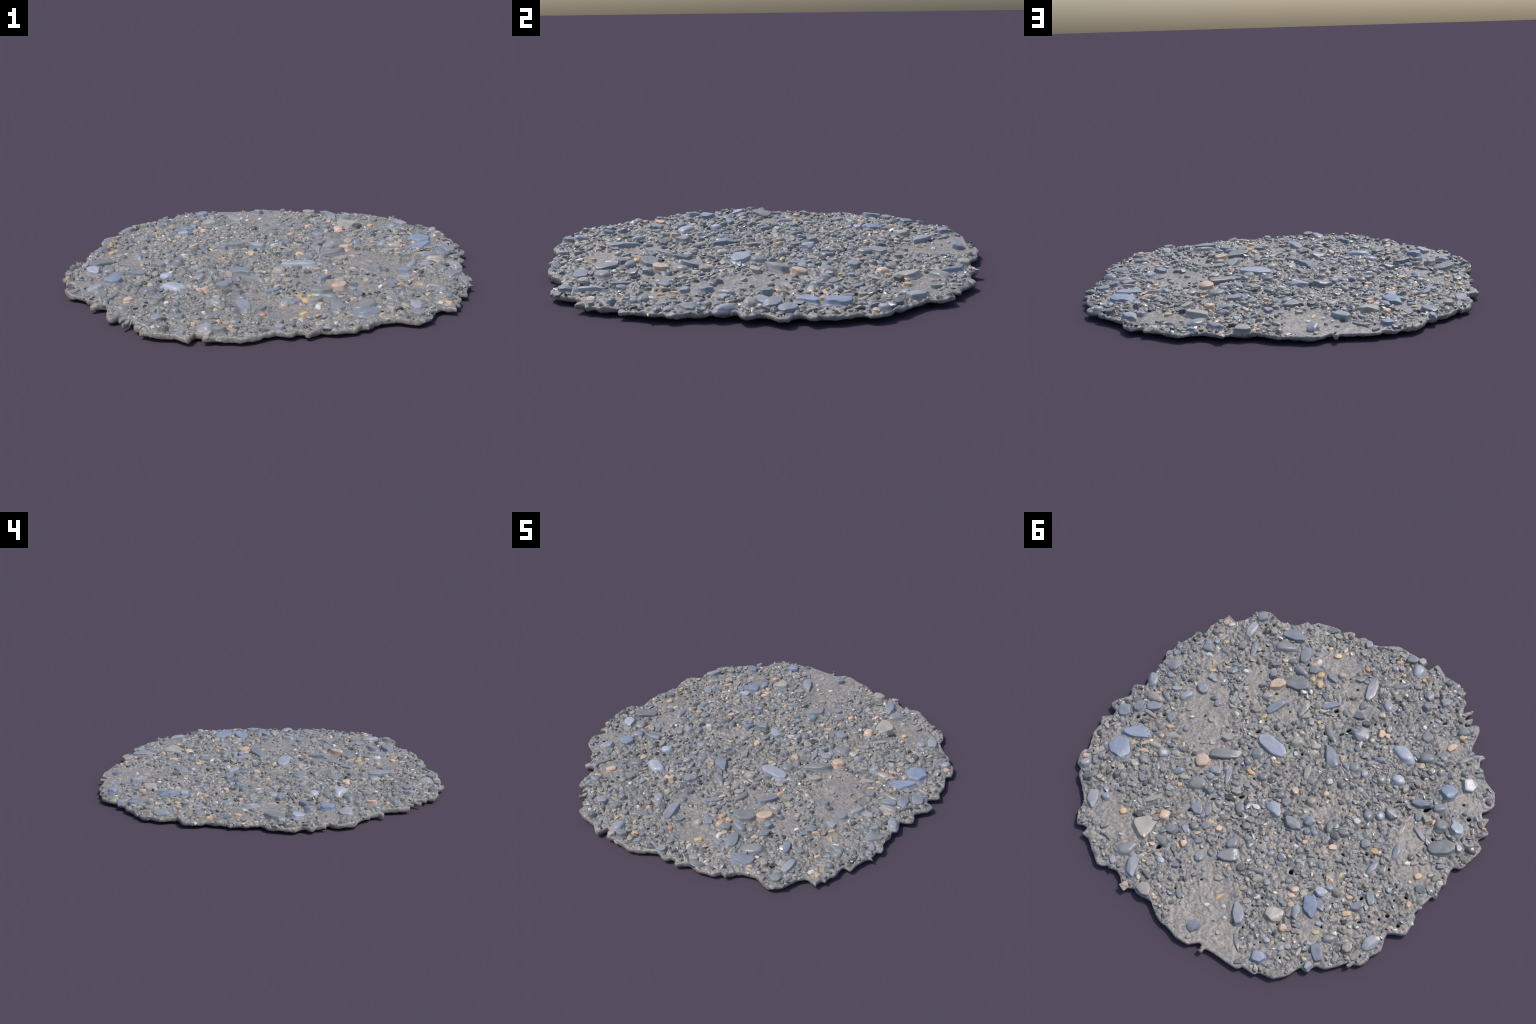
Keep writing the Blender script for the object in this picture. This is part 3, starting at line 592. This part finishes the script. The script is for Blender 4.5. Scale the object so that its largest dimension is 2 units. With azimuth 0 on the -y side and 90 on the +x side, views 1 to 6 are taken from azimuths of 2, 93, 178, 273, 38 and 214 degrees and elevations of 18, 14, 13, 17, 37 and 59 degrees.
# ------------------------------------------------------------------ pebble shapes (unit length and width, base at z = 0, top near z = 1)
def pebble_shape(tip, flat, seed):
    r = np.random.default_rng(seed)
    corners = int(r.integers(5, 8))
    na = 60
    # a polygon with straight edges, its corners on a boxy ring at random distances
    t = np.sort((np.arange(corners) + r.uniform(-0.25, 0.25, corners)) / corners * math.tau + r.uniform(0, math.tau)) % math.tau
    t = np.sort(t)
    reach = r.uniform(0.86, 1.08, corners) / np.maximum(np.abs(np.cos(t)), np.abs(np.sin(t))) ** 0.55
    a = np.arange(na) / na * math.tau
    k1 = np.searchsorted(t, a) % corners
    k0 = (k1 - 1) % corners
    d01, d0, d1 = (t[k1] - t[k0]) % math.tau, (a - t[k0]) % math.tau, (t[k1] - a) % math.tau
    rad = reach[k0] * reach[k1] * np.sin(d01) / (reach[k0] * np.sin(d0) + reach[k1] * np.sin(d1))
    for _ in range(3 if flat else 9):
        rad = (np.roll(rad, 1) + 2 * rad + np.roll(rad, -1)) / 4
    px, py = rad * np.cos(a), rad * np.sin(a)
    px /= np.abs(px).max(); py /= np.abs(py).max()
    py = py * ((1 + px) / 2 * (tip if tip < 0.6 else 0.5 + tip / 2) + (1 - px) / 2)
    py /= np.abs(py).max()
    if flat:
        prof = [(1.22, -0.8), (1.20, -0.1), (1.10, 0.1), (1.05, 0.28), (1.03, 0.5), (1.01, 0.80), (0.985, 0.90), (0.945, 0.965), (0.88, 0.995), (0.5, 1.0), (0.25, 1.0)]
    else:
        prof = [(1.24, -0.8), (1.22, -0.1), (1.10, 0.1), (1.03, 0.26), (0.97, 0.48), (0.89, 0.70), (0.76, 0.86), (0.58, 0.95), (0.36, 1.0), (0.18, 1.02)]
    planes = []
    for _ in range(r.integers(1, 4) if flat else r.integers(2, 5)):
        t = r.uniform(0, math.tau)
        planes.append((math.cos(t), math.sin(t), r.uniform(0.45, 0.85), r.uniform(0.4, 1.0)))
    tiltx, tilty = r.uniform(-0.14, 0.14, 2)
    V = []
    for s, z in prof + [(0.0, prof[-1][1])]:
        for i in range(na if s else 1):
            X, Y = s * px[i], s * py[i]
            Z = z
            if z > 0.3:
                for cx, cy, off, slope in planes:
                    Z = min(Z, 1.0 - slope * max(0.0, X * cx + Y * cy - off) * 1.3)
                Z += (tiltx * X + tilty * Y) * min(1, z)
                Z += 0.025 * noise.noise(Vector((X * 1.7 + seed, Y * 1.7, 0.5)))
                Z = max(Z, 0.15)
            w = 1 + 0.03 * noise.noise(Vector((px[i] * 2.2, py[i] * 2.2, seed * 3.7 + z)))
            V.append((X * w * 0.5, Y * w * 0.5, Z))
    F, sizes = [], []
    for k in range(len(prof) - 1):
        for i in range(na):
            j = (i + 1) % na
            F += [k * na + i, k * na + j, (k + 1) * na + j, (k + 1) * na + i]
            sizes.append(4)
    top, k = len(prof) * na, len(prof) - 1
    for i in range(na):
        F += [k * na + i, k * na + (i + 1) % na, top]
        sizes.append(3)
    F += list(range(na - 1, -1, -1))
    sizes.append(na)
    me = mesh_from("pebble_shape", np.array(V), F, sizes)
    me.materials.append(materials["g"])
    return me


TIPS = (0.3, 0.5, 0.7, 0.9)
shapes = {(t, f): [pebble_shape(t, f, 100 + 17 * i + 3 * s + f) for s in range(8)] for i, t in enumerate(TIPS) for f in (0, 1)}


def build_pebbles(parent):
    placed = []
    flat_rows = [(k,) + row for k, rows in PEBBLES.items() for row in rows]
    flat_rows.sort(key=lambda q: -q[3] * q[4])
    X, Y = np.array([q[1] for q in flat_rows]), np.array([q[2] for q in flat_rows])
    Z = bed_top(X, Y, lumps=False)
    for (kind, x, y, length, width, deg, tip), z in zip(flat_rows, Z):
        t = min(TIPS, key=lambda v: abs(v - tip))
        is_flat = kind in "vkbp" and rng.random() < 0.85 or kind in "lgdno" and rng.random() < 0.6
        base = shapes[t, int(is_flat)][rng.integers(8)]
        o = new_object(PEBBLE_NAMES[kind], base, parent)
        o.material_slots[0].link = "OBJECT"
        o.material_slots[0].material = materials[kind]
        high = min(0.024, max(0.010, 0.48 * width)) * rng.uniform(0.85, 1.12)
        if tip < 0.4:
            high *= 0.85
        o.location = (x, y, z - 0.001)
        o.rotation_euler = (rng.normal(0, 0.09), rng.normal(0, 0.09), math.radians(deg))
        o.scale = (length, width * (1 if rng.random() < 0.5 else -1), high)
        if o.scale[1] < 0:
            o.scale[1] = -o.scale[1]
        placed.append((x, y, length, width, math.radians(deg)))
    return placed


# ------------------------------------------------------------------ grit: thousands of little angular stones in one mesh
def chip_shapes(count, seed, bevel):
    """Angular chips: convex hulls of a few random points, with their edges bevelled."""
    import bmesh
    r = np.random.default_rng(seed)
    out = []
    for _ in range(count):
        bm = bmesh.new()
        for _ in range(r.integers(9, 14)):
            p = r.normal(size=3)
            p /= np.linalg.norm(p)
            p *= (1, 1, r.uniform(0.75, 1.0))
            bm.verts.new(p)
        res = bmesh.ops.convex_hull(bm, input=bm.verts)
        bmesh.ops.delete(bm, geom=list({g for g in res["geom_interior"] if isinstance(g, bmesh.types.BMVert)}), context="VERTS")
        bmesh.ops.dissolve_limit(bm, angle_limit=0.35, verts=bm.verts, edges=bm.edges)
        if bevel:
            bmesh.ops.bevel(bm, geom=list(bm.edges), offset=bevel, offset_type="OFFSET", segments=2, profile=0.55, affect="EDGES", clamp_overlap=True)
        bmesh.ops.triangulate(bm, faces=bm.faces)
        bm.verts.index_update()
        v = np.array([q.co[:] for q in bm.verts])
        f = np.array([[w.index for w in p.verts] for p in bm.faces])
        bm.free()
        v -= (v.max(0) + v.min(0)) / 2
        out.append((v / np.abs(v).max(0), f))
    return out


def build_rubble(parent, placed):
    """Middle-sized grey stones, half sunk between the large ones; joined, as they crowd together."""
    kinds = [m for k, ms in shapes.items() for m in ms]
    lib = []
    for m in kinds:
        co = np.empty(len(m.vertices) * 3, np.float32)
        m.vertices.foreach_get("co", co)
        m.calc_loop_triangles()
        tri = np.empty(len(m.loop_triangles) * 3, np.int32)
        m.loop_triangles.foreach_get("vertices", tri)
        lib.append((co.reshape(-1, 3).astype(float), tri))
    taken = list(placed)
    n = 9000
    xs, ys = rng.uniform(-0.98, 0.98, n), rng.uniform(-0.98, 0.98, n)
    ok = inside_rim(xs, ys)
    xs, ys = xs[ok], ys[ok]
    sand, edge = sand_amount(xs, ys), rim_distance(xs, ys)
    base = bed_top(xs, ys, lumps=False)
    V, F, off, count = [], [], 0, 0
    for x, y, s, e, z in zip(xs, ys, sand, edge, base):
        L = 0.022 + 0.030 * rng.random() ** 1.7
        W = L * rng.uniform(0.5, 0.9)
        a = rng.uniform(0, math.tau)
        if count >= 380 or e < 0.5 * L or rng.random() < s * 0.93:
            continue
        clash = False
        for px, py, pl, pw, pa in taken:
            dx, dy = x - px, y - py
            if dx * dx + dy * dy > 0.01:
                continue
            u, v = dx * math.cos(pa) + dy * math.sin(pa), -dx * math.sin(pa) + dy * math.cos(pa)
            if (u / (pl / 2 + 0.4 * W)) ** 2 + (v / (pw / 2 + 0.4 * W)) ** 2 < 1:
                clash = True
                break
        if clash or any((x - q[0]) ** 2 + (y - q[1]) ** 2 < (0.0013 * q[2] + 0.4 * L) ** 2 for q in PITS):
            continue
        taken.append((x, y, L, W, a))
        v, f = lib[rng.integers(len(lib))]
        v = v * (L, W, min(0.020, max(0.010, 0.52 * W)) * rng.uniform(0.8, 1.15))
        tx, ty = rng.normal(0, 0.14, 2)
        v[:, 2] += v[:, 0] * tx + v[:, 1] * ty
        c, sn = math.cos(a), math.sin(a)
        v = np.stack([v[:, 0] * c - v[:, 1] * sn, v[:, 0] * sn + v[:, 1] * c, v[:, 2]], 1) + (x, y, z)
        V.append(v); F.append(f + off)
        off += len(v); count += 1
    F = np.concatenate(F)
    me = mesh_from("rubble", np.concatenate(V), F, np.full(len(F) // 3, 3))
    me.materials.append(grit_material("rubble", 45, 0.8))
    o = new_object("rubble", me, parent)
    o["kind"] = "stuff"
    return taken


def build_grit(parent, placed):
    coarse, fine = chip_shapes(40, 1, 0.13), chip_shapes(40, 2, 0.16)
    pits = np.array(PITS) * (1, 1, 0.00135)
    big = np.array(placed)
    cell = 0.03
    grid = {}
    chosen = []

    def try_place(x, y, rad, overlap):
        gi, gj = int(math.floor(x / cell)), int(math.floor(y / cell))
        for a in (-1, 0, 1):
            for b in (-1, 0, 1):
                for (u, v, r) in grid.get((gi + a, gj + b), ()):
                    if (u - x) ** 2 + (v - y) ** 2 < ((r + rad) * overlap) ** 2:
                        return False
        grid.setdefault((gi, gj), []).append((x, y, rad))
        return True

    for lo, hi, tries, overlap in ((0.014, 0.021, 900, 0.95), (0.0105, 0.014, 5000, 0.88), (0.0075, 0.0105, 8000, 0.85), (0.005, 0.0075, 4000, 0.85), (0.0035, 0.005, 1000, 0.8)):
        x, y = rng.uniform(-1, 1, tries), rng.uniform(-1, 1, tries)
        rad = rng.uniform(lo, hi, tries)
        ok = inside_rim(x, y)
        s = sand_amount(x, y)
        ok &= rng.random(tries) > np.clip(s * 1.5, 0, 1) * (0.985 if lo > 0.0045 else 0.9)
        patch = noise_array(x, y, 6, 8)
        core = np.clip((np.hypot(x - 0.03, y - 0.05) - 0.5) / 0.4, 0, 1)
        ok &= rng.random(tries) < ((0.85 if lo > 0.009 else 0.62) + 1.1 * patch) * (1 - 0.5 * core)
        for cx, cy, pr in pits:
            ok &= np.hypot(x - cx, y - cy) > pr + rad * 0.95
        for px, py, L, W, a in big:
            dx, dy = x - px, y - py
            c, sn = math.cos(a), math.sin(a)
            u, v = (dx * c + dy * sn) / (L / 2 + 0.3 * rad), (-dx * sn + dy * c) / (W / 2 + 0.3 * rad)
            ok &= u * u + v * v > 1
        x, y, rad = x[ok], y[ok], rad[ok]
        d = rim_distance(x, y)
        for a, b, r, e in zip(x, y, rad, d):
            if e > r * (0.95 if r < 0.011 or (7919 * a) % 1 > 0.35 else 0.3) and try_place(a, b, r, overlap):
                chosen.append((a, b, r))
    ch = np.array(chosen)
    z = bed_top(ch[:, 0], ch[:, 1], lumps=True)
    V, F, base = [], [], 0
    edge = rim_distance(ch[:, 0], ch[:, 1])
    for (x, y, r), h, e in zip(chosen, z, edge):
        h = min(h, 0.044) - 0.013 * max(0.0, 1 - e / 0.014)
        v, f = (coarse if r > 0.008 else fine)[rng.integers(40)]
        st = rng.uniform(1.0, 1.8)
        v = v * (r * st, r / math.sqrt(st) * rng.uniform(0.85, 1.15), r * (rng.uniform(0.4, 0.68) if r > 0.0105 else rng.uniform(0.55, 0.95)))
        a, b = rng.normal(0, 0.3 if r > 0.0095 else 0.5), rng.uniform(0, math.tau)
        c, s = math.cos(a), math.sin(a)
        v = np.stack([v[:, 0] * c + v[:, 2] * s, v[:, 1], -v[:, 0] * s + v[:, 2] * c], 1)
        c, s = math.cos(b), math.sin(b)
        v = np.stack([v[:, 0] * c - v[:, 1] * s, v[:, 0] * s + v[:, 1] * c, v[:, 2]], 1)
        V.append(v + (x, y, h + r * rng.uniform(-0.3, 0.25)))
        F.append(f + base)
        base += len(v)
    V, F = np.concatenate(V), np.concatenate(F)
    me = mesh_from("grit", V, F.ravel(), np.full(len(F), 3), smooth=False)
    me.materials.append(grit_material("grit", 70, 1.0))
    o = new_object("grit", me, parent)
    o["kind"] = "stuff"
    print("grit stones:", len(chosen))
    return o


root = bpy.data.objects.new("gravel_patch", None)
bpy.context.scene.collection.objects.link(root)
root["label"] = "thin round slab of grey beach gravel with bluish slate pebbles"
root["category"] = "gravel patch"

bed, bed_verts = build_bed(root)
placed = build_pebbles(root)
placed = build_rubble(root, placed)
build_grit(root, placed)
low = bed_verts[:, 2].min()
for child in root.children:                      # stand the lowest lump on z = 0
    child.location.z -= low
